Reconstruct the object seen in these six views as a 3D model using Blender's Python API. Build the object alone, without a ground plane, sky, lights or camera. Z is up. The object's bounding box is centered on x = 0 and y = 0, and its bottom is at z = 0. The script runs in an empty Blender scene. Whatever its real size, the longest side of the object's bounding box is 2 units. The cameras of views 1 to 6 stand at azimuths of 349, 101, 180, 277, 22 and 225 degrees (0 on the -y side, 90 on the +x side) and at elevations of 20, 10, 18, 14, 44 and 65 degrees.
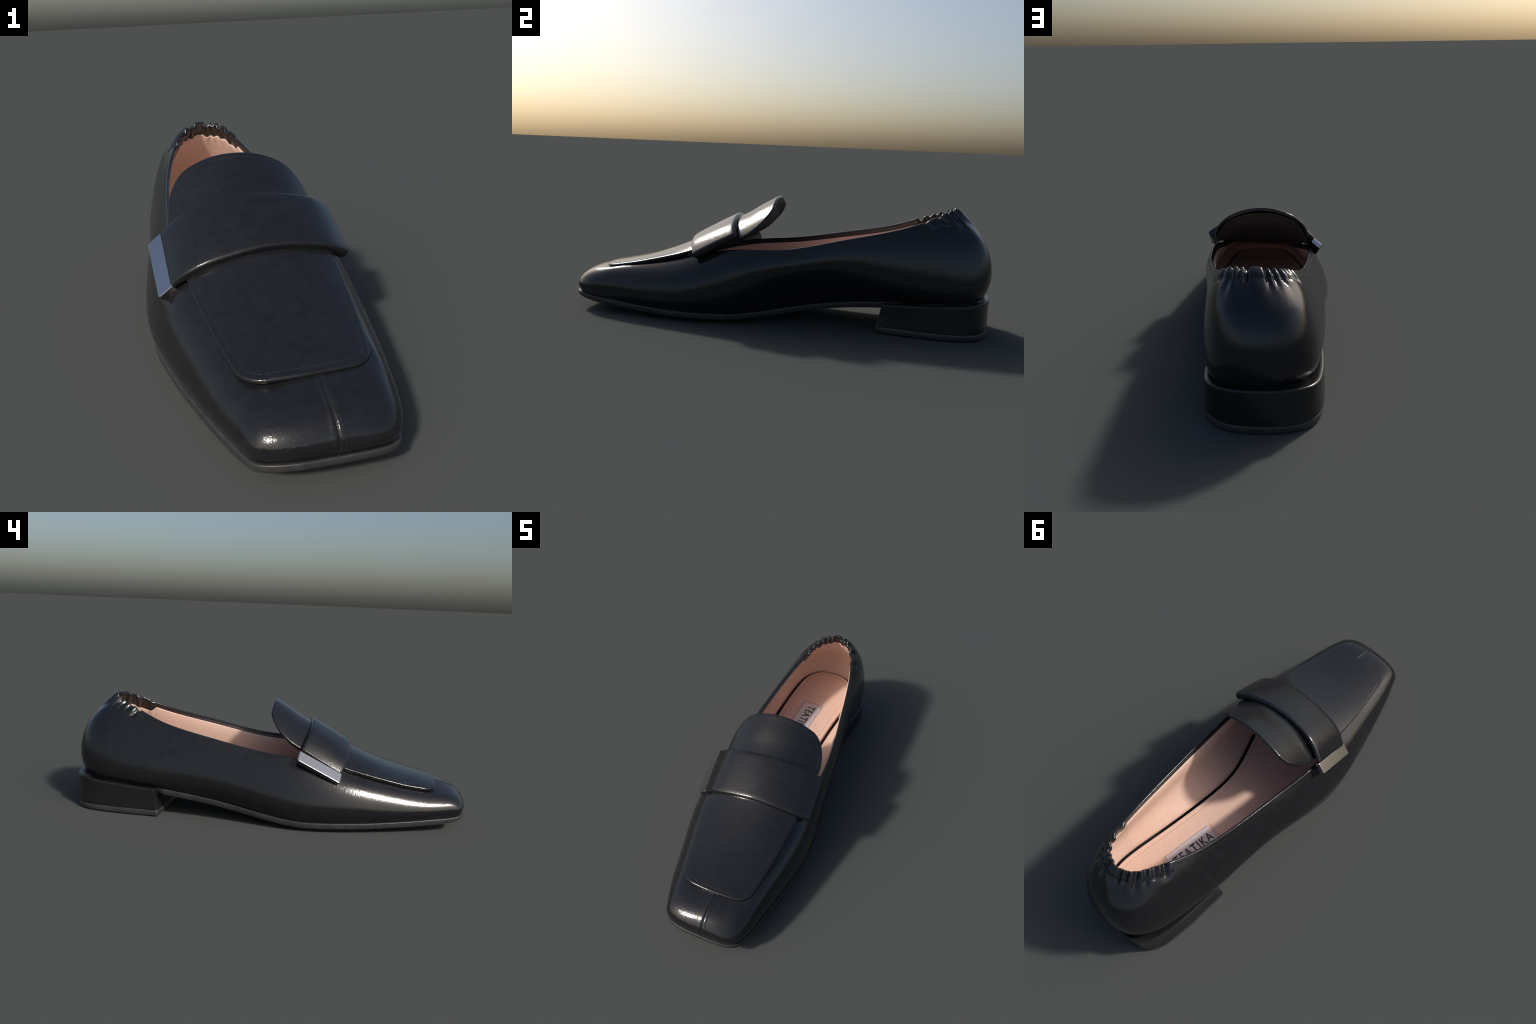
# Black square-toed loafer: upper with gathered heel collar, raised apron with tongue,
# saddle strap with a metal bar buckle, pale leather lining and insole with woven label,
# thin outsole and low block heel.
import bpy, bmesh, math, random
import numpy as np

random.seed(7)
rng = np.random.default_rng(7)

# ----------------------------------------------------------------------------- helpers
def cspline(t, P, tq):
    """Natural cubic spline through (t, P), sampled at tq."""
    t = np.asarray(t, float); P = np.asarray(P, float)
    one = P.ndim == 1
    if one: P = P[:, None]
    n = len(t); h = np.diff(t)
    A = np.zeros((n, n)); R = np.zeros((n, P.shape[1]))
    A[0, 0] = A[-1, -1] = 1
    for i in range(1, n - 1):
        A[i, i - 1] = h[i - 1]; A[i, i] = 2 * (h[i - 1] + h[i]); A[i, i + 1] = h[i]
        R[i] = 6 * ((P[i + 1] - P[i]) / h[i] - (P[i] - P[i - 1]) / h[i - 1])
    M = np.linalg.solve(A, R)
    tq = np.asarray(tq, float)
    k = np.clip(np.searchsorted(t, tq) - 1, 0, n - 2)
    hh = h[k][:, None]; a = (t[k + 1] - tq)[:, None]; b = (tq - t[k])[:, None]
    out = (M[k] * a**3 + M[k + 1] * b**3) / (6 * hh) + (P[k] / hh - M[k] * hh / 6) * a + (P[k + 1] / hh - M[k + 1] * hh / 6) * b
    return out[:, 0] if one else out

def pspline(P, u):
    """Periodic cubic spline, knots at integers; u in [0, n)."""
    P = np.asarray(P, float); n = len(P)
    k = 4
    E = np.concatenate([P[-k:], P, P[:k + 1]])
    return cspline(np.arange(-k, n + k + 1), E, np.mod(u, n))

def lin(y, ys, zs):
    return np.interp(y, ys, zs)

def smooth_fn(ys, zs):
    """Smooth 1-D profile (monotone-safe: spline of a dense, gaussian-blurred polyline)."""
    g = np.linspace(ys[0] - .3, ys[-1] + .3, 1200)
    ext = np.interp(g, ys, zs)
    s0 = (zs[1] - zs[0]) / (ys[1] - ys[0]); s1 = (zs[-1] - zs[-2]) / (ys[-1] - ys[-2])
    ext = np.where(g < ys[0], zs[0] + s0 * (g - ys[0]), ext)
    ext = np.where(g > ys[-1], zs[-1] + s1 * (g - ys[-1]), ext)
    st = g[1] - g[0]; sg = .025; m = int(3 * sg / st)
    ker = np.exp(-.5 * (np.arange(-m, m + 1) * st / sg)**2); ker /= ker.sum()
    sm = np.convolve(np.pad(ext, m, mode='edge'), ker, 'valid')
    return lambda y: np.interp(y, g, sm)

def gsmooth_periodic(A, sg):
    m = int(3 * sg) + 1
    ker = np.exp(-.5 * (np.arange(-m, m + 1) / sg)**2); ker /= ker.sum()
    B = np.concatenate([A[-m:], A, A[:m]])
    return np.stack([np.convolve(B[:, i], ker, 'valid') for i in range(A.shape[1])], 1)

def unit(v):
    return v / np.maximum(np.linalg.norm(v, axis=-1, keepdims=True), 1e-9)

def make_mesh(name, verts, faces, mat, parent=None, smooth=True, angle=None):
    me = bpy.data.meshes.new(name)
    me.from_pydata([tuple(map(float, v)) for v in verts], [], faces)
    me.update()
    ob = bpy.data.objects.new(name, me)
    bpy.context.scene.collection.objects.link(ob)
    me.materials.append(mat)
    bm = bmesh.new(); bm.from_mesh(me)
    bmesh.ops.recalc_face_normals(bm, faces=bm.faces)
    bm.to_mesh(me); bm.free()
    for p in me.polygons: p.use_smooth = smooth
    if angle is not None:
        me.set_sharp_from_angle(angle=math.radians(angle))
    if parent: ob.parent = parent
    return ob

def grid_faces(nr, nc, wrap_c=False, wrap_r=False, off=0):
    f = []
    for r in range(nr if wrap_r else nr - 1):
        r2 = (r + 1) % nr
        for c in range(nc if wrap_c else nc - 1):
            c2 = (c + 1) % nc
            f.append((off + r * nc + c, off + r * nc + c2, off + r2 * nc + c2, off + r2 * nc + c))
    return f

def grid_mesh(name, G, mat, parent, wrap_c=False, wrap_r=False, cap=False, angle=None):
    """G: rows x cols x 3."""
    nr, nc, _ = G.shape
    faces = grid_faces(nr, nc, wrap_c, wrap_r)
    if cap and wrap_c:
        faces.append(tuple(range(nc))); faces.append(tuple((nr - 1) * nc + i for i in range(nc)))
    return make_mesh(name, G.reshape(-1, 3), faces, mat, parent, angle=angle)

# ----------------------------------------------------------------------------- materials
def new_mat(name):
    m = bpy.data.materials.new(name); m.use_nodes = True
    nt = m.node_tree
    return m, nt, nt.nodes['Principled BSDF']

def node(nt, kind, **kw):
    n = nt.nodes.new(kind)
    for k, v in kw.items():
        if k in n.inputs: n.inputs[k].default_value = v
        else: setattr(n, k, v)
    return n

def leather(name, col, rough, grain=.10, crease=.05, spec=.5, mottled=.25):
    m, nt, b = new_mat(name)
    tc = node(nt, 'ShaderNodeTexCoord')
    # broad mottling of tone
    n1 = node(nt, 'ShaderNodeTexNoise'); n1.inputs['Scale'].default_value = 38; n1.inputs['Detail'].default_value = 6
    nt.links.new(tc.outputs['Object'], n1.inputs['Vector'])
    r1 = node(nt, 'ShaderNodeValToRGB')
    r1.color_ramp.elements[0].position = .3; r1.color_ramp.elements[1].position = .72
    c0 = [c * (1 - mottled) for c in col]; c1 = [c * (1 + mottled) for c in col]
    r1.color_ramp.elements[0].color = (*c0, 1); r1.color_ramp.elements[1].color = (*c1, 1)
    nt.links.new(n1.outputs['Fac'], r1.inputs['Fac']); nt.links.new(r1.outputs['Color'], b.inputs['Base Color'])
    # roughness breakup
    n2 = node(nt, 'ShaderNodeTexNoise'); n2.inputs['Scale'].default_value = 60; n2.inputs['Detail'].default_value = 5
    nt.links.new(tc.outputs['Object'], n2.inputs['Vector'])
    mr = node(nt, 'ShaderNodeMapRange')
    mr.inputs['To Min'].default_value = rough * .6; mr.inputs['To Max'].default_value = rough * 1.4
    nt.links.new(n2.outputs['Fac'], mr.inputs['Value']); nt.links.new(mr.outputs['Result'], b.inputs['Roughness'])
    # fine pores and stretched creases
    v = node(nt, 'ShaderNodeTexVoronoi'); v.inputs['Scale'].default_value = 260
    nt.links.new(tc.outputs['Object'], v.inputs['Vector'])
    bp = node(nt, 'ShaderNodeBump'); bp.inputs['Strength'].default_value = grain; bp.inputs['Distance'].default_value = .002
    nt.links.new(v.outputs['Distance'], bp.inputs['Height'])
    mp = node(nt, 'ShaderNodeMapping'); mp.inputs['Scale'].default_value = (1.0, 1.6, .45)
    nt.links.new(tc.outputs['Object'], mp.inputs['Vector'])
    n3 = node(nt, 'ShaderNodeTexNoise'); n3.inputs['Scale'].default_value = 110; n3.inputs['Detail'].default_value = 5
    nt.links.new(mp.outputs['Vector'], n3.inputs['Vector'])
    bp2 = node(nt, 'ShaderNodeBump'); bp2.inputs['Strength'].default_value = crease; bp2.inputs['Distance'].default_value = .004
    nt.links.new(n3.outputs['Fac'], bp2.inputs['Height']); nt.links.new(bp.outputs['Normal'], bp2.inputs['Normal'])
    nt.links.new(bp2.outputs['Normal'], b.inputs['Normal'])
    b.inputs['Specular IOR Level'].default_value = spec
    return m

BLACK = leather('black_glossy_leather', (.0108, .0112, .0130), .145, grain=.08, crease=.13, mottled=.2)
BLACK_IN = leather('dark_elastic_tape', (.026, .020, .018), .32, grain=.12, crease=.12)
UNDER = leather('dark_tongue_backing', (.030, .028, .027), .45, grain=.15, crease=.03)
SOLE = leather('dark_grey_sole_rubber', (.036, .036, .036), .42, grain=.05, crease=.02)
HEEL = leather('black_heel_cover', (.012, .012, .012), .24, grain=.02, crease=.015, mottled=.03)
LINING = leather('blush_leather_lining', (.70, .480, .385), .45, grain=.06, crease=.03, spec=.4, mottled=.03)
SUEDE = leather('blush_suede_counter', (.66, .465, .385), .75, grain=.5, crease=.25, spec=.25, mottled=.05)
INSOLE = leather('blush_leather_insole', (.70, .480, .385), .45, grain=.05, crease=.02, spec=.4, mottled=.03)
THREAD = leather('dark_thread', (.026, .026, .027), .4, grain=0, crease=0)
THREAD_IN = leather('brown_thread', (.22, .13, .10), .6, grain=0, crease=0)
TAPE = leather('pale_satin_tape', (.62, .56, .56), .35, grain=.03, crease=.02, mottled=.02)
INK = leather('charcoal_ink', (.03, .028, .028), .5, grain=0, crease=0)

def metal():
    m, nt, b = new_mat('polished_steel')
    b.inputs['Base Color'].default_value = (.54, .54, .55, 1)
    b.inputs['Metallic'].default_value = 1
    tc = node(nt, 'ShaderNodeTexCoord')
    n = node(nt, 'ShaderNodeTexNoise'); n.inputs['Scale'].default_value = 40
    nt.links.new(tc.outputs['Object'], n.inputs['Vector'])
    mr = node(nt, 'ShaderNodeMapRange'); mr.inputs['To Min'].default_value = .17; mr.inputs['To Max'].default_value = .19
    nt.links.new(n.outputs['Fac'], mr.inputs['Value']); nt.links.new(mr.outputs['Result'], b.inputs['Roughness'])
    return m
STEEL = metal()

# ----------------------------------------------------------------------------- thing
loafer = bpy.data.objects.new('loafer', None)
bpy.context.scene.collection.objects.link(loafer)
loafer['label'] = 'glossy black square-toed loafer with strap, metal bar and low heel'
loafer['category'] = 'shoe'

# ----------------------------------------------------------------------------- control rings
# 28 columns run from toe centre along the +x side, round the heel and back along the -x side.
SOLE_XY = [(.05,-1.0),(.148,-.996),(.206,-.974),(.236,-.915),(.260,-.80),(.288,-.62),(.305,-.42),
           (.268,-.20),(.175,.05),(.130,.30),(.166,.54),(.203,.79),(.156,.925),(.072,.970),
           (-.012,.979),(-.099,.968),(-.181,.913),(-.231,.79),(-.250,.55),(-.253,.30),(-.278,.05),
           (-.309,-.20),(-.286,-.42),(-.245,-.61),(-.192,-.80),(-.154,-.92),(-.128,-.970),(-.055,-.996)]
BULGE = [(.05,-1.0,.128),(.148,-.997,.122),(.204,-.974,.120),(.239,-.915,.12),(.266,-.80,.12),(.300,-.62,.115),(.325,-.42,.118),
         (.315,-.20,.150),(.262,.05,.206),(.226,.30,.238),(.224,.55,.232),(.213,.79,.235),(.161,.926,.258),(.080,.982,.278),
         (-.010,.995,.288),(-.107,.981,.278),(-.191,.917,.256),(-.237,.785,.232),(-.266,.55,.200),(-.281,.30,.19),(-.305,.05,.15),
         (-.325,-.20,.120),(-.300,-.42,.11),(-.256,-.61,.105),(-.203,-.80,.11),(-.161,-.92,.115),(-.131,-.970,.118),(-.055,-.996,.124)]
SHOULDER = [(.048,-.955,.182),(.125,-.950,.182),(.183,-.925,.184),(.216,-.872,.188),(.240,-.78,.198),(.268,-.60,.215),(.295,-.42,.235),
            (.306,-.20,.265),(.287,.05,.290),(.251,.30,.328),(.218,.55,.380),(.185,.755,.435),(.133,.870,.460),(.071,.919,.466),
            (-.010,.930,.466),(-.088,.917,.462),(-.153,.860,.450),(-.190,.745,.422),(-.222,.55,.368),(-.250,.30,.315),(-.272,.05,.280),
            (-.282,-.20,.252),(-.256,-.42,.229),(-.214,-.61,.195),(-.171,-.78,.174),(-.143,-.88,.167),(-.110,-.938,.166),(-.040,-.955,.174)]
EDGE = [(.05,-.83,.216),(.118,-.822,.217),(.163,-.798,.220),(.188,-.765,.224),(.202,-.705,.238),(.214,-.59,.262),(.234,-.42,.30),
        (.264,-.20,.345),(.262,.05,.364),(.227,.30,.416),(.186,.54,.473),(.138,.70,.530),(.095,.770,.564),(.050,.803,.575),
        (.002,.811,.575),(-.042,.798,.568),(-.080,.762,.553),(-.116,.68,.520),(-.167,.52,.459),(-.199,.30,.409),(-.219,.05,.363),
        (-.234,-.20,.330),(-.186,-.42,.281),(-.152,-.60,.236),(-.134,-.70,.212),(-.113,-.765,.199),(-.087,-.79,.199),(-.022,-.815,.208)]
INSOLE_XY = [(.05,-.90),(.12,-.893),(.165,-.868),(.192,-.81),(.218,-.70),(.246,-.56),(.248,-.40),
             (.190,-.17),(.116,.04),(.101,.27),(.124,.54),(.146,.75),(.115,.866),(.052,.922),
             (-.02,.937),(-.095,.925),(-.150,.870),(-.180,.76),(-.194,.54),(-.204,.30),(-.228,.05),
             (-.250,-.18),(-.238,-.40),(-.202,-.58),(-.155,-.74),(-.12,-.83),(-.09,-.872),(-.03,-.895)]

sole_bottom_edge = smooth_fn([-1.0, -.95, -.88, -.72, -.53, -.34, -.20, -.10, 0, .10, .20, .30, .42, .55, .75, 1.0],
                             [.072, .056, .043, .032, .022, .018, .017, .024, .039, .056, .073, .088, .104, .119, .136, .152])
SOLE_T = .028
def feather_z(y): return sole_bottom_edge(y) + SOLE_T + lin(y, [-1.0, -.85], [-.009, 0])
def insole_z(y): return feather_z(y) + lin(y, [-1, -.3, .05, .35, 1], [.026, .036, .036, .041, .040])

# dense, non-uniform column parameter: extra columns along the toe seam
NC0 = 760
uu = np.linspace(0, 28, NC0, endpoint=False)
near = np.concatenate([np.linspace(-.32, .32, 81)])
uu = uu[(uu > .33) & (uu < 28 - .33)]
U = np.concatenate([near, uu]); U = np.sort(np.mod(U, 28)); NU = len(U)

def forefoot_shift(P):
    P = np.array(P, float); w = np.clip((-.25 - P[:, 1]) / .35, 0, 1)
    P[:, 0] += np.where(P[:, 0] > .1, .001, .007) * w * w * (3 - 2 * w)
    return P
def ring(P): return pspline(forefoot_shift(P), U)
S2 = ring(SOLE_XY); B3 = ring(BULGE); C3 = ring(SHOULDER); E3 = ring(EDGE); I2 = ring(INSOLE_XY)

def outline_normals(P2):
    d = np.roll(P2, -1, 0) - np.roll(P2, 1, 0)
    return unit(np.stack([d[:, 1], -d[:, 0]], 1))
n2 = outline_normals(S2)
heelness = np.clip((S2[:, 1] - .45) / .25, 0, 1); heelness = heelness**2 * (3 - 2 * heelness)
F2 = S2 - n2 * (.010 - .001 * heelness)[:, None]
F3 = np.column_stack([F2, feather_z(F2[:, 1]) - .002 + .005 * heelness])
T3 = np.column_stack([F2 - n2 * .03, feather_z(F2[:, 1]) - .008])

# meridian loft: feather -> bulge -> shoulder -> edge
NV = 56
vs = np.linspace(0, 1, NV)
G = np.zeros((NV, NU, 3))
K = np.stack([F3, B3, C3, E3], 0)
ch = np.sqrt(np.linalg.norm(np.diff(K, axis=0), axis=2))
tk = np.concatenate([np.zeros((1, NU)), np.cumsum(ch, 0)], 0); tk /= tk[-1]
tk = np.stack([gsmooth_periodic(tk[i][:, None], 10)[:, 0] for i in range(4)], 0)
for c in range(NU):
    G[:, c] = cspline(tk[:, c], K[:, c], vs)

def grid_normals(G):
    du = np.roll(G, -1, 1) - np.roll(G, 1, 1)
    dv = np.gradient(G, axis=0)
    return unit(np.cross(du, dv))
N = grid_normals(G)
mid = G.mean(axis=(0, 1))
if np.mean(np.sum((G[:20] - mid) * N[:20], -1)) < 0: N = -N

# distance from the top edge along each meridian, and along the topline from the heel centre
seg = np.linalg.norm(np.diff(G, axis=0), axis=2)
D = np.concatenate([np.cumsum(seg[::-1], 0)[::-1], np.zeros((1, NU))], 0)
sE = np.concatenate([[0], np.cumsum(np.linalg.norm(np.diff(E3, axis=0), axis=1))])
A = sE - np.interp(14.0, U, sE)            # + on the -x side
collar = np.clip((.262 - np.abs(A)) / .05, 0, 1); collar = collar**2 * (3 - 2 * collar)
front = (E3[:, 1] < -.24)

# irregular gathers of the elasticated heel collar
fold_at = []; a = -.232
while a < .240:
    fold_at.append(a); a += rng.uniform(.026, .040) * (1 + 1.5 * max(0, abs(a) - .12) / .14)
fold_at = np.array([f for f in fold_at if not (-.022 < f < .018)])
nf = len(fold_at)
fold_depth = rng.uniform(.45, 1.15, nf) * (1 + .4 * np.abs(fold_at) / .26); fold_len = rng.uniform(.11, .24, nf) * np.where(np.abs(fold_at) > .14, .55, 1)
fold_w = rng.uniform(.0070, .0105, nf) * (1 + .5 * np.abs(fold_at) / .26)
def folds(dist):
    """inward displacement field at distance `dist` below the edge; arrays over columns"""
    w = np.zeros(np.broadcast(dist, A).shape)
    for f, dp, ln, fw in zip(fold_at, fold_depth, fold_len, fold_w):
        below = np.clip((ln - dist) / (ln - .03), 0, 1)
        spread = fw * (1 + 2.0 * np.clip(dist - .045, 0, .1) / .1)
        w = w + dp * below**1.1 * np.exp(-((A - f) / spread)**2)
    return w * collar
W = folds(D)
edge_puff = np.exp(-((D - .022) / .016)**2) * collar * .003
seam_line = np.exp(-((D - .045) / .0045)**2) * collar * .0035
G = G - N * (.0125 * W - .0042 * collar * np.exp(-D / .06))[..., None] + N * edge_puff[..., None] - N * seam_line[..., None]
G[..., 2] -= .006 * W * np.exp(-D / .02)

# toe seam: the two halves roll into a stitched groove
uc = np.where(U > 14, U - 28, U)
seam_u = np.abs(uc) * .093
toe_seam = np.exp(-(seam_u / .0028)**2) * .0026 - np.exp(-((seam_u - .010) / .007)**2) * .0010
G = G - N * toe_seam[None, :, None]
# slight hand-made unevenness of the stretched leather
ph = rng.uniform(0, 6.28, 8)
lump = (np.sin(7 * G[..., 1] + 9 * G[..., 2] + ph[0]) * np.sin(11 * G[..., 0] + 5 * G[..., 1] + ph[1])
        + .6 * np.sin(17 * G[..., 1] - 13 * G[..., 2] + ph[2]))
G = G + N * (.0007 * lump)[..., None]
N = grid_normals(G)
if np.mean(np.sum((G[:20] - mid) * N[:20], -1)) < 0: N = -N

# rolled topline edge and inner turning
TH = .014
Ne = gsmooth_periodic(N[-1], 1.2); Ne = unit(Ne)
upv = unit(G[-1] - G[-4])
rows = []
for k in range(1, 8):
    t = math.pi * k / 8
    rows.append(G[-1] - Ne * (TH / 2 * (1 - math.cos(t))) + upv * (TH / 2 * math.sin(t)))
inner0 = (G[-1] - Ne * TH)
UP = np.concatenate([T3[None], G, np.array(rows), inner0[None]], 0)
upper = grid_mesh('upper', UP, BLACK, loafer, wrap_c=True)

# ----------------------------------------------------------------------------- lining
def outer_at(dist, off):
    row = np.zeros((NU, 3))
    for c in range(NU):
        idx = np.interp(dist[c], D[::-1, c], np.arange(NV)[::-1])
        i0 = int(np.clip(math.floor(idx), 0, NV - 2)); fr = idx - i0
        row[c] = (G[i0, c] * (1 - fr) + G[i0 + 1, c] * fr) - (N[i0, c] * (1 - fr) + N[i0 + 1, c] * fr) * off
    return row
nI = outline_normals(I2)
IL2 = I2 + nI * .017
LB = np.column_stack([IL2, insole_z(I2[:, 1]) - .006])
LB2 = np.column_stack([IL2 + nI * .004, insole_z(I2[:, 1]) - .016])
Esm = gsmooth_periodic(inner0, 9)                     # collar without its folds
chord = LB - Esm; clen = np.linalg.norm(chord, axis=1); cdir = chord / clen[:, None]
bulge_out = unit(np.column_stack([nI, np.zeros(NU)]))
mid_p = Esm + chord * .5
out_mid = np.array([[np.interp(mid_p[c, 2], np.maximum.accumulate(G[:, c, 2]), G[:, c, k]) for k in (0, 1)] for c in range(NU)])
gap_mid = np.sum((out_mid - mid_p[:, :2]) * nI, 1)
bow_amt = gsmooth_periodic(np.clip(.75 * gap_mid, .004, .09)[:, None], 12)[:, 0]
bow_amt = np.where(E3[:, 1] < -.38, np.minimum(bow_amt, .03), bow_amt); bow_amt = gsmooth_periodic(bow_amt[:, None], 8)[:, 0]
fold_in = inner0 - Esm
def inside(dist, off=0., fade=.10):
    """point of the inner wall `dist` below the collar edge"""
    t = np.clip(dist / clen, 0, 1)
    P = Esm + chord * t[:, None] + bulge_out * (bow_amt * np.sin(math.pi * t**1.6) - off)[:, None]
    return P + fold_in * np.clip(1 - dist / fade, 0, 1)[:, None]
d_face = .022 + .036 * collar
INN = np.array([inner0] + [inside(d_face * k / 8, -.0006) for k in range(1, 9)])
facing = grid_mesh('elastic_facing', INN, BLACK_IN, upper, wrap_c=True)
d_top = .016 + .036 * collar
NL = 30
tt = np.linspace(0, 1, NL)**1.15
LG = np.array([inside(d_top + (clen - d_top) * t, .0035 * (1 - t)) for t in tt])
LT0 = inside(d_top + .0012, -.002)
LALL = np.concatenate([LT0[None], LG, LB2[None]], 0)
# heel counter (suede) takes the columns behind a sloping border; the quarter lining the rest
cols = np.arange(NU)
is_heel = np.abs(A) < .262
heel_cols = cols[is_heel]; q_cols = np.concatenate([cols[cols > heel_cols[-1] - 3], cols[cols < heel_cols[0] + 3]])
quarter = grid_mesh('lining', LALL[:, q_cols] , LINING, loafer)
HC = LALL[:, heel_cols].copy()
NLn = grid_normals(LALL)[:, heel_cols]
cen = np.array([-.015, .6, .35])
NLn = np.where(np.sum((cen - HC) * NLn, -1, keepdims=True) < 0, -NLn, NLn)
counter = grid_mesh('heel_counter_lining', HC + NLn * .0007, SUEDE, loafer)

# ----------------------------------------------------------------------------- insole
def slab(name, P2, ztop, zbot, mat, parent, bev=.005, nr=26, camber=0., mid_t=.5, zbot_camber=0.):
    """Closed slab from outline P2 (n x 2): rows go centre spine -> rounded edge -> underside."""
    n = len(P2)
    ymin, ymax = P2[:, 1].min(), P2[:, 1].max()
    ys = np.clip(P2[:, 1], ymin + .10, ymax - .12)
    # spine x from the outline midline
    R = P2[:n // 2]; L = P2[n // 2:][::-1]
    yq = np.linspace(ymin, ymax, 60)
    xr = np.interp(yq, np.maximum.accumulate(R[:, 1]), R[:, 0]); xl = np.interp(yq, np.maximum.accumulate(L[:, 1]), L[:, 0])
    ker = np.ones(9) / 9
    xm = np.convolve(np.pad((xr + xl) / 2, 4, mode='edge'), ker, 'valid')
    C = np.column_stack([np.interp(ys, yq, xm), ys])
    nn = outline_normals(P2)
    rows = []
    for k in range(nr):
        t = k / (nr - 1); Q = C * (1 - t) + (P2 - nn * bev) * t
        rows.append(np.column_stack([Q, ztop(Q[:, 1]) + camber * (t**2.5)]))
    for k in range(1, 6):
        a = math.pi / 2 * k / 5
        Q = P2 - nn * bev * (1 - math.sin(a))
        rows.append(np.column_stack([Q, ztop(Q[:, 1]) + camber - bev * (1 - math.cos(a))]))
    rows.append(np.column_stack([P2 , zbot(P2[:, 1]) + bev * .6]))
    for k in range(nr):
        t = 1 - k / (nr - 1); Q = C * (1 - t) + (P2 - nn * bev * .6) * t
        rows.append(np.column_stack([Q, zbot(Q[:, 1]) - zbot_camber * (1 - t**2)]))
    return grid_mesh(name, np.array(rows), mat, parent, wrap_c=True)

insole = slab('insole', I2, insole_z, lambda y: insole_z(y) - .022, INSOLE, loafer, bev=.006, camber=.004)
base_floor = slab('insole_board', S2 - n2 * .035, lambda y: feather_z(y) + .001, lambda y: feather_z(y) - .010, HEEL, insole, bev=.003)

# ----------------------------------------------------------------------------- outsole
def outsole_bottom(y): return sole_bottom_edge(y)
tuck = np.clip((S2[:, 1] - .50) / .08, 0, 1)
outsole = slab('outsole', S2 - n2 * (.036 * tuck)[:, None], feather_z, outsole_bottom, SOLE, loafer, bev=.004, zbot_camber=.0185)

# ----------------------------------------------------------------------------- heel
HEEL_XY = [(.05,.502),(.13,.488),(.186,.480),(.204,.60),(.216,.72),(.216,.82),(.197,.900),(.155,.952),(.088,.984),
           (-.015,.997),(-.118,.988),(-.188,.958),(-.227,.902),(-.246,.82),(-.256,.72),(-.260,.62),(-.264,.524),(-.16,.518),(-.06,.512)]
def polyline_round(P, corners, r, nseg=8):
    """dense outline: straight breast with tight rounded corners, spline elsewhere."""
    P = np.array(P)
    arc = P[2:17]                                     # right front corner ... left front corner
    d = np.concatenate([[0], np.cumsum(np.linalg.norm(np.diff(arc, axis=0), axis=1))])
    q = cspline(d, arc, np.linspace(0, d[-1], 150))
    # corner fillets
    def fillet(p0, p1, p2):
        a = unit(p0 - p1); b = unit(p2 - p1)
        t = np.linspace(0, 1, nseg)[:, None]
        return (1 - t)**2 * (p1 + a * r) + 2 * t * (1 - t) * p1 + t**2 * (p1 + b * r)
    fl = fillet(q[-12], q[-1], P[-2]); fr = fillet(P[1], q[0], q[12])
    s = np.linspace(0, 1, 30)[1:-1, None]
    breast = fl[-1] * (1 - s) + fr[0] * s
    body = q[np.linalg.norm(q - q[0], axis=1) > r * 1.2]
    body = body[np.linalg.norm(body - q[-1], axis=1) > r * 1.2]
    return np.concatenate([fr, body, fl, breast])
H2 = polyline_round(HEEL_XY, None, .012)
nH = outline_normals(H2)
cH = np.array([-.015, .74])
if np.mean(np.sum((H2 - cH) * nH, 1)) < 0: nH = -nH
rim_z = lambda y: lin(y, [.48, .55, .70, .85, .98], [.136, .141, .150, .161, .176])
front_w = np.clip((.56 - H2[:, 1]) / .05, 0, 1)       # breast leans: top lies further back
def heel_ring(inset, zfun, lean):
    Q = H2 - nH * inset
    Q = Q + np.column_stack([np.zeros(len(Q)), front_w * lean])
    z = zfun(Q[:, 1]) if callable(zfun) else np.full(len(Q), zfun)
    return np.column_stack([Q, z])
LIFT = .033
rows = [heel_ring(.16, rim_z, .01), heel_ring(.055, lambda y: rim_z(y) - .010, .014), heel_ring(.036, lambda y: rim_z(y) - .004, .018), heel_ring(.020, lambda y: rim_z(y) - .0005, .018)]
for k in range(7):
    a = math.pi / 2 * k / 6
    rows.append(heel_ring(.003 + .010 * (1 - math.sin(a)), lambda y, a=a: rim_z(y) - .008 * (1 - math.cos(a)), .018))
for k in range(1, 9):
    t = k / 8
    rows.append(heel_ring(.003 * (1 - t) + .002 * math.sin(math.pi * t), lambda y, t=t: (rim_z(y) - .008) * (1 - t) + (LIFT + .002) * t, .017 * (1 - t) + .001))
rows.append(heel_ring(.006, LIFT + .0005, .003)); rows.append(heel_ring(.10, LIFT + .0005, 0))
heel_block = grid_mesh('heel_block', np.array(rows), HEEL, loafer, wrap_c=True, angle=50)
rows = [heel_ring(.10, LIFT - .001, 0), heel_ring(.004, LIFT - .001, 0), heel_ring(.0015, LIFT - .003, 0), heel_ring(0, LIFT - .006, 0)]
rows += [heel_ring(.0005, .008, 0), heel_ring(.002, .003, 0), heel_ring(.006, .0, 0), heel_ring(.10, 0, 0)]
top_lift = make_mesh('heel_top_lift', np.array(rows).reshape(-1, 3),
                     grid_faces(len(rows), len(H2), True) + [tuple(range(len(H2))), tuple((len(rows) - 1) * len(H2) + i for i in range(len(H2)))],
                     SOLE, loafer, angle=60)

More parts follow.
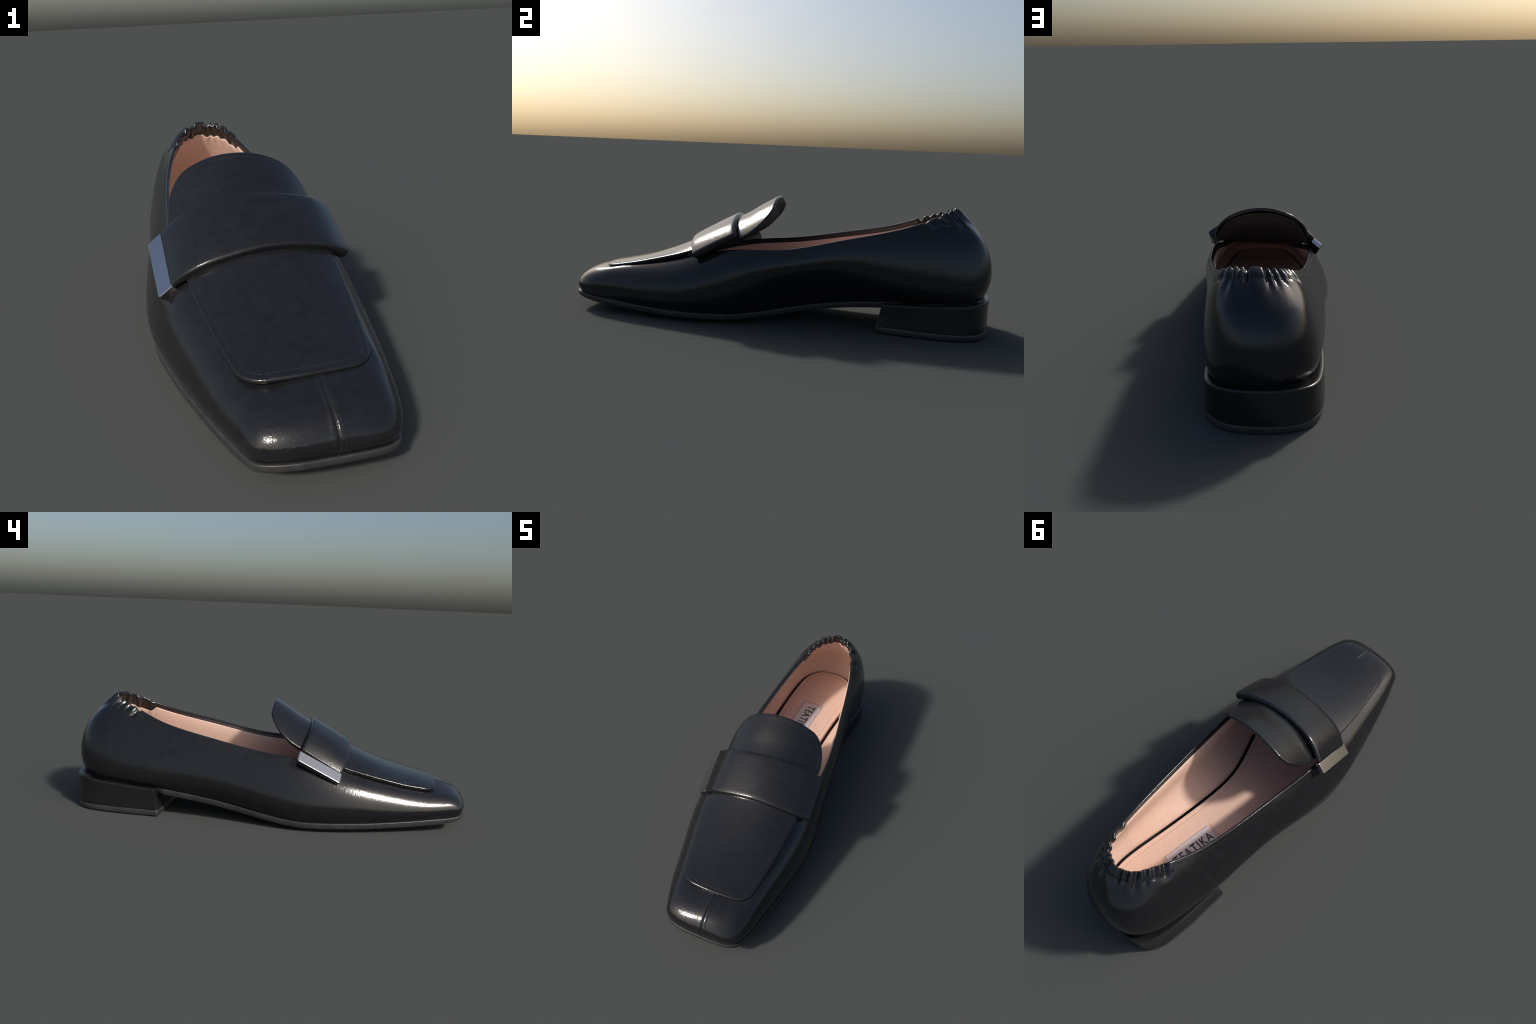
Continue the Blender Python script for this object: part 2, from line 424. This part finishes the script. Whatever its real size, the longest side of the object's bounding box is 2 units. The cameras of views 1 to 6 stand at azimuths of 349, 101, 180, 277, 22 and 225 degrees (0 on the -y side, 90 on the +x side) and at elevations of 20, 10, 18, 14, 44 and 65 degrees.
# ----------------------------------------------------------------------------- apron and tongue
ax_l = smooth_fn([-.87, -.80, -.70, -.63, -.55, -.395, -.165, -.02], [-.118, -.132, -.154, -.168, -.182, -.204, -.227, -.232])
ax_r = smooth_fn([-.87, -.80, -.77, -.67, -.58, -.45, -.385, -.15, -.02], [.200, .207, .211, .226, .235, .246, .251, .260, .262])
az_l = smooth_fn([-.87, -.80, -.70, -.63, -.55, -.395, -.165, -.115, -.02], [.195, .204, .218, .234, .252, .290, .380, .411, .475])
az_r = smooth_fn([-.87, -.79, -.66, -.58, -.45, -.385, -.15, -.115, -.02], [.208, .220, .248, .268, .302, .324, .395, .418, .475])
a_h = smooth_fn([-.87, -.77, -.62, -.515, -.43, -.21, -.115, -.02], [.010, .017, .025, .038, .053, .104, .116, .110])
def apron_pt(s, y, lift=0.):
    xl, xr = ax_l(y), ax_r(y)
    x = (xl + xr) / 2 + s * (xr - xl) / 2
    z = az_l(y) * (1 - s) / 2 + az_r(y) * (1 + s) / 2 + a_h(y) * (1 - np.abs(s)**2.2) + lift
    return np.stack([x, y, z], -1)
Y0, Y1 = -.853, -.018
def apron_sheet(inset, lift, y0=Y0, y1=Y1, n=150, m=90, rf=.052, rb=.115):
    """rounded-corner sheet over the instep; inset trims it evenly."""
    y0 += inset; y1 -= inset; rf -= inset * .6; rb -= inset * .6
    th = np.linspace(0, 1, n)
    t = (1 - np.cos(math.pi * th)) / 2
    t = .5 * t + .5 * np.where(th < .5, 2 * th**2, 1 - 2 * (1 - th)**2)
    rowsY = y0 + (y1 - y0) * t
    out = np.zeros((n, m, 3))
    for i, y in enumerate(rowsY):
        hw = (ax_r(y) - ax_l(y)) / 2
        smax = 1 - inset / hw
        df, db = y - y0, y1 - y
        if df < rf: smax -= rf / hw * (1 - math.sqrt(max(0, 1 - ((rf - df) / rf)**2)))
        if db < rb: smax -= rb * .72 / hw * (1 - math.sqrt(max(0, 1 - ((rb - db) / rb)**2)))
        s = np.linspace(-smax, smax, m)
        wf = np.clip((-.60 - y) / .24, 0, 1)
        yy = y + wf * .020 * (s - .05)**2      # front edge bows towards the toe
        out[i] = apron_pt(s, yy, lift)
    return out
def sheet_normals(S):
    n_ = unit(np.cross(np.gradient(S, axis=1), np.gradient(S, axis=0)))
    return np.where(n_[..., 2:3] < 0, -n_, n_)
def border(S): # closed loop of border indices
    n, m, _ = S.shape
    return ([(0, j) for j in range(m)] + [(i, m - 1) for i in range(1, n)]
            + [(n - 1, j) for j in range(m - 2, -1, -1)] + [(i, 0) for i in range(n - 2, 0, -1)])
def thick_sheet(name, Sin, thick, mat, parent, r):
    """sheet Sin (already inset by r) is grown by a rounded edge of radius r and closed underneath."""
    n, m, _ = Sin.shape
    Nn = sheet_normals(Sin)
    bd = border(Sin)
    loop = np.array([Sin[i, j] for i, j in bd]); ln = np.array([Nn[i, j] for i, j in bd])
    tg = unit(np.roll(loop, -1, 0) - np.roll(loop, 1, 0))
    out = unit(np.cross(tg, ln)); cen_ = loop.mean(0)
    if np.mean(np.sum((loop - cen_) * out, 1)) < 0: out = -out
    out = unit(gsmooth_periodic(out, 1.5))
    V = [Sin.reshape(-1, 3)]; F = grid_faces(n, m); nb = len(bd); off = n * m
    prev = [i * m + j for i, j in bd]
    K_ = 8
    for k in range(1, K_):
        a = math.pi * k / K_
        V.append(loop + out * (r * math.sin(a)) - ln * (thick / 2 * (1 - math.cos(a))))
        cur = [off + q_ for q_ in range(nb)]; off += nb
        F += [(prev[q_], prev[(q_ + 1) % nb], cur[(q_ + 1) % nb], cur[q_]) for q_ in range(nb)]
        prev = cur
    V.append((Sin - Nn * thick).reshape(-1, 3))
    bot = [off + i * m + j for i, j in bd]
    F += [(prev[q_], prev[(q_ + 1) % nb], bot[(q_ + 1) % nb], bot[q_]) for q_ in range(nb)]
    F += [tuple(reversed(f)) for f in grid_faces(n, m, off=off)]
    return make_mesh(name, np.concatenate(V), F, mat, parent)
AP_R, AP_T = .008, .016
apron = thick_sheet('apron', apron_sheet(AP_R, .007), AP_T, BLACK, loafer, AP_R)
# dark backing of tongue and vamp: thickens towards the toe and closes the space under the apron
back = apron_sheet(.022, .007 - AP_T - .003, y0=-.83)
dn = np.clip((-.03 - back[..., 1]) / .055, 0, 1); dn = dn**2 * (3 - 2 * dn) * lin(back[..., 1], [-.32, -.12], [.8, 1.])
sback = np.linspace(-1, 1, back.shape[1])[None, :]
back[..., 2] -= dn * (.009 + .027 * (1 - sback**2))
tongue_backing = thick_sheet('tongue_backing', back, .007, UNDER, apron, .004)

# ----------------------------------------------------------------------------- strap
st_front = [(-.246,-.368,.286),(-.209,-.388,.322),(-.155,-.402,.352),(-.078,-.408,.374),(0,-.410,.389),(.075,-.408,.393),(.152,-.404,.386),(.240,-.388,.362),(.310,-.360,.322)]
st_back = [(-.254,-.180,.391),(-.201,-.202,.438),(-.147,-.216,.468),(-.08,-.221,.485),(0,-.220,.497),(.075,-.215,.496),(.160,-.207,.482),(.236,-.196,.459),(.298,-.174,.424)]
def resample(P, k):
    P = np.array(P, float); d = np.concatenate([[0], np.cumsum(np.linalg.norm(np.diff(P, axis=0), axis=1))])
    return cspline(d / d[-1], P, np.linspace(0, 1, k))
NS = 120
e = np.linspace(0, 1, NS); e = e + .06 * np.sin(2 * math.pi * e) / math.pi * -1
def samp(P):
    P = np.array(P, float); d = np.concatenate([[0], np.cumsum(np.linalg.norm(np.diff(P, axis=0), axis=1))])
    return cspline(d / d[-1], P, e)
SF, SB = samp(st_front), samp(st_back)
wv = SF - SB; wl = np.linalg.norm(wv, axis=1); wu = unit(wv)
tv = unit(np.gradient((SF + SB) / 2, axis=0))
nv = unit(np.cross(tv, wu)); nv = np.where(nv[:, 2:3] < 0, -nv, nv)
mcen = (SF + SB) / 2
thick = .038 - .018 * np.clip((.18 - e) / .18, 0, 1)          # thins where it enters the buckle
arc_len = np.linalg.norm(np.diff(mcen, axis=0), axis=1).sum()
endr = np.sqrt(np.clip(1 - (np.clip(1 - (1 - e) * arc_len / .016, 0, 1))**2, 0.0004, 1))
rows = []
def section(w, t, k=14, kk=5):
    """rounded-rectangle strap section, slightly domed on top"""
    h = t / 2; r = min(h * .98, .012); f = h - r; pts = []
    for x in np.linspace(-(w / 2 - r), w / 2 - r, k): pts.append((x, h + .10 * h * (1 - (2 * x / w)**2)))
    for a in np.linspace(math.pi / 2, 0, kk + 2)[1:]: pts.append((w / 2 - r + r * math.cos(a), f + r * math.sin(a)))
    for a in np.linspace(0, -math.pi / 2, kk + 2)[:-1]: pts.append((w / 2 - r + r * math.cos(a), -f + r * math.sin(a)))
    for x in np.linspace(w / 2 - r, -(w / 2 - r), k): pts.append((x, -h))
    for a in np.linspace(-math.pi / 2, -math.pi, kk + 2)[1:]: pts.append((-(w / 2 - r) + r * math.cos(a), -f + r * math.sin(a)))
    for a in np.linspace(-math.pi, -3 * math.pi / 2, kk + 2)[:-1]: pts.append((-(w / 2 - r) + r * math.cos(a), f + r * math.sin(a)))
    return pts
for i in range(NS):
    t = thick[i] * endr[i]; w = wl[i] + .012 - (thick[i] - t) * .5
    c0 = mcen[i] - nv[i] * thick[i] * .5
    rows.append([c0 + wu[i] * a + nv[i] * b for a, b in section(w, t)])
strap = grid_mesh('strap', np.array(rows), BLACK, loafer, wrap_c=True, cap=True)

# ----------------------------------------------------------------------------- buckle bar
def oriented_box(name, o, ex, ey, ez, mat, parent, bevel):
    """o: corner; ex, ey, ez edge vectors."""
    o, ex, ey, ez = map(np.array, (o, ex, ey, ez))
    bm = bmesh.new()
    vs_ = [bm.verts.new(o + a * ex + b * ey + c * ez) for a in (0, 1) for b in (0, 1) for c in (0, 1)]
    for f in ((0, 1, 3, 2), (4, 6, 7, 5), (0, 4, 5, 1), (2, 3, 7, 6), (0, 2, 6, 4), (1, 5, 7, 3)):
        bm.faces.new([vs_[i] for i in f])
    bmesh.ops.recalc_face_normals(bm, faces=bm.faces)
    # round the two outer upright corners more, then a small bevel everywhere
    upright = [e_ for e_ in bm.edges if {vs_.index(v) for v in e_.verts} in ({2, 3}, {6, 7})]
    bmesh.ops.bevel(bm, geom=upright, offset=.009, segments=5, affect='EDGES', profile=.5)
    bmesh.ops.bevel(bm, geom=[e_ for e_ in bm.edges if len(e_.link_faces) == 2 and e_.calc_face_angle() > .6], offset=bevel, segments=3, affect='EDGES', profile=.5)
    me = bpy.data.meshes.new(name); bm.to_mesh(me); bm.free()
    ob = bpy.data.objects.new(name, me); bpy.context.scene.collection.objects.link(ob)
    me.materials.append(mat); ob.parent = parent
    return ob
bi, bo, fi = np.array((-.254, -.171, .386)), np.array((-.297, -.163, .350)), np.array((-.243, -.375, .285))
lenv, widv = fi - bi, bo - bi
nb_ = np.cross(lenv, widv); nb_ /= np.linalg.norm(nb_)
if nb_[2] < 0: nb_ = -nb_
buckle = oriented_box('buckle', bi - nb_ * .024, lenv, widv, nb_ * .024, STEEL, loafer, .0022)

# ----------------------------------------------------------------------------- label with lettering
p_h = np.array((.021, .613)); p_t = np.array((-.004, .358))
axis = unit(p_t - p_h); across = np.array((axis[1], -axis[0]));
if across[0] > 0: across = -across
LW, LL = .115, np.linalg.norm(p_t - p_h)
nl, nw = 40, 12
rows = []
def on_label(a, b, lift):
    p = p_h + axis * a + across * b
    return (p[0], p[1], float(insole_z(p[1])) + .0005 + lift)
for i in range(nl + 1):
    rows.append([on_label(LL * i / nl, LW * j / nw, .0016) for j in range(nw + 1)])
lab = np.array(rows)
label = make_mesh('label', lab.reshape(-1, 3), grid_faces(nl + 1, nw + 1), TAPE, insole)
mod = label.modifiers.new('thickness', 'SOLIDIFY'); mod.thickness = .002; mod.offset = -1
cu = bpy.data.curves.new('lettering', 'FONT'); cu.body = 'TEATIKA'; cu.size = .062; cu.space_character = 1.18
cu.extrude = .0005; cu.offset = .0008; cu.align_x = 'LEFT'; cu.resolution_u = 6
txt = bpy.data.objects.new('lettering', cu); bpy.context.scene.collection.objects.link(txt)
bpy.context.view_layer.update()
me = bpy.data.meshes.new_from_object(txt.evaluated_get(bpy.context.evaluated_depsgraph_get()))
bpy.data.objects.remove(txt)
co = np.array([v.co[:] for v in me.vertices]); x0, x1 = co[:, 0].min(), co[:, 0].max(); h0, h1 = co[:, 1].min(), co[:, 1].max()
for v in me.vertices:
    a = .022 + (v.co.x - x0) / (x1 - x0) * (LL - .036)
    b = .077 - (v.co.y - h0) / (h1 - h0) * .046
    v.co = on_label(a, b, .0022 + (v.co.z > 0) * .0006)
me.materials.append(INK)
letters = bpy.data.objects.new('lettering', me); bpy.context.scene.collection.objects.link(letters); letters.parent = label

# ----------------------------------------------------------------------------- stitching
def stitches(name, runs, mat, parent, length=.0100, gap=.0022, rad=.0007):
    V, F = [], []
    for P, Nn in runs:
        P = np.asarray(P, float); d = np.concatenate([[0], np.cumsum(np.linalg.norm(np.diff(P, axis=0), axis=1))])
        keep = np.concatenate([[True], np.diff(d) > 1e-7]); P, Nn, d = P[keep], np.asarray(Nn)[keep], d[keep]
        s = 0.
        while s + length < d[-1]:
            q0, q1 = s, s + length; ks = np.linspace(q0, q1, 5)
            cen_ = np.stack([np.interp(ks, d, P[:, i]) for i in range(3)], 1)
            nn = unit(np.stack([np.interp(ks, d, Nn[:, i]) for i in range(3)], 1))
            t = unit(np.gradient(cen_, axis=0)); sd = unit(np.cross(t, nn))
            prof_r = rad * np.array([.25, .9, 1, .9, .25]); o = len(V)
            for k in range(5):
                for a in range(6):
                    an = a * math.pi / 3
                    V.append(cen_[k] + sd[k] * (prof_r[k] * math.cos(an)) + nn[k] * (prof_r[k] * (math.sin(an) * .8)))
            F += grid_faces(5, 6, True, off=o)
            F += [tuple(o + a for a in range(6)), tuple(o + 24 + a for a in range(6))]
            s += length + gap
    ob = make_mesh(name, V, F, mat, parent); ob['kind'] = 'stuff'
    return ob
def sheet_run(inset, lift):
    S = apron_sheet(inset, lift); Nn = sheet_normals(S); bd = border(S); bd = bd + bd[:1]
    return np.array([S[i, j] for i, j in bd]), np.array([Nn[i, j] for i, j in bd])
apron_st = stitches('apron_stitching', [sheet_run(.022, .0071)], THREAD, apron)
def upper_run(dist, sel, lift=.0003):
    P = outer_at(np.full(NU, dist) if np.isscalar(dist) else dist, -lift)
    idx = np.array([np.interp(dist if np.isscalar(dist) else dist[c], D[::-1, c], np.arange(NV)[::-1]) for c in range(NU)]).round().astype(int)
    Nn = N[idx, np.arange(NU)]
    return P[sel], Nn[sel]
order = np.arange(NU)
right = order[(U > 6.9) & (A < -.262)]; left = order[(U < 21.1) & (A > .262)]
heel_sel = order[np.abs(A) < .272]
runs = [upper_run(.020, right), upper_run(.020, left), upper_run(.046, heel_sel)]
for sgn in (-1, 1):                                            # short down-turns where the collar seam ends
    c = int(np.argmin(np.abs(A - sgn * .270)))
    dd = np.linspace(.021, .046, 6)
    P = np.array([outer_at(np.full(NU, d), -.0003)[c] for d in dd]); Nn = np.repeat(N[-6:-5, c], 6, 0)
    runs.append((P, Nn))
topline_st = stitches('topline_stitching', runs, THREAD, upper, rad=.0006)
seam_runs = []
for off, lf in ((-.0125, .0002), (.0125, .0002)):
    c = int(np.argmin(np.abs(uc - off / .093)))
    seam_runs.append((G[1:, c] + N[1:, c] * lf, N[1:, c]))
toe_st = stitches('toe_stitching', seam_runs, THREAD, upper, rad=.0006)
c = int(np.argmin(np.abs(uc)))
toe_dots = stitches('toe_seam_thread', [(G[1:, c] + N[1:, c] * .0006, N[1:, c])], THREAD, upper, length=.0045, gap=.0025, rad=.0012)
IN2 = I2 - nI * .026
inP = np.column_stack([IN2, insole_z(IN2[:, 1]) + .0026]); inP = np.concatenate([inP, inP[:1]])
insole_st = stitches('insole_stitching', [(inP, np.tile([0, 0, 1.], (len(inP), 1)))], THREAD_IN, insole, rad=.0013, length=.008, gap=.003)
tick = []
for a in (-.012, LL + .012):
    P = np.array([on_label(a, b, .0006) for b in np.linspace(0, LW, 10)]); tick.append((P, np.tile([0, 0, 1.], (10, 1))))
label_st = stitches('label_stitching', tick, THREAD_IN, label, rad=.0011, length=.008, gap=.003)

# apply remaining modifiers
bpy.context.view_layer.update()
dg = bpy.context.evaluated_depsgraph_get()
for ob in list(bpy.context.scene.objects):
    if ob.type == 'MESH' and ob.modifiers:
        m2 = bpy.data.meshes.new_from_object(ob.evaluated_get(dg)); ob.modifiers.clear(); ob.data = m2
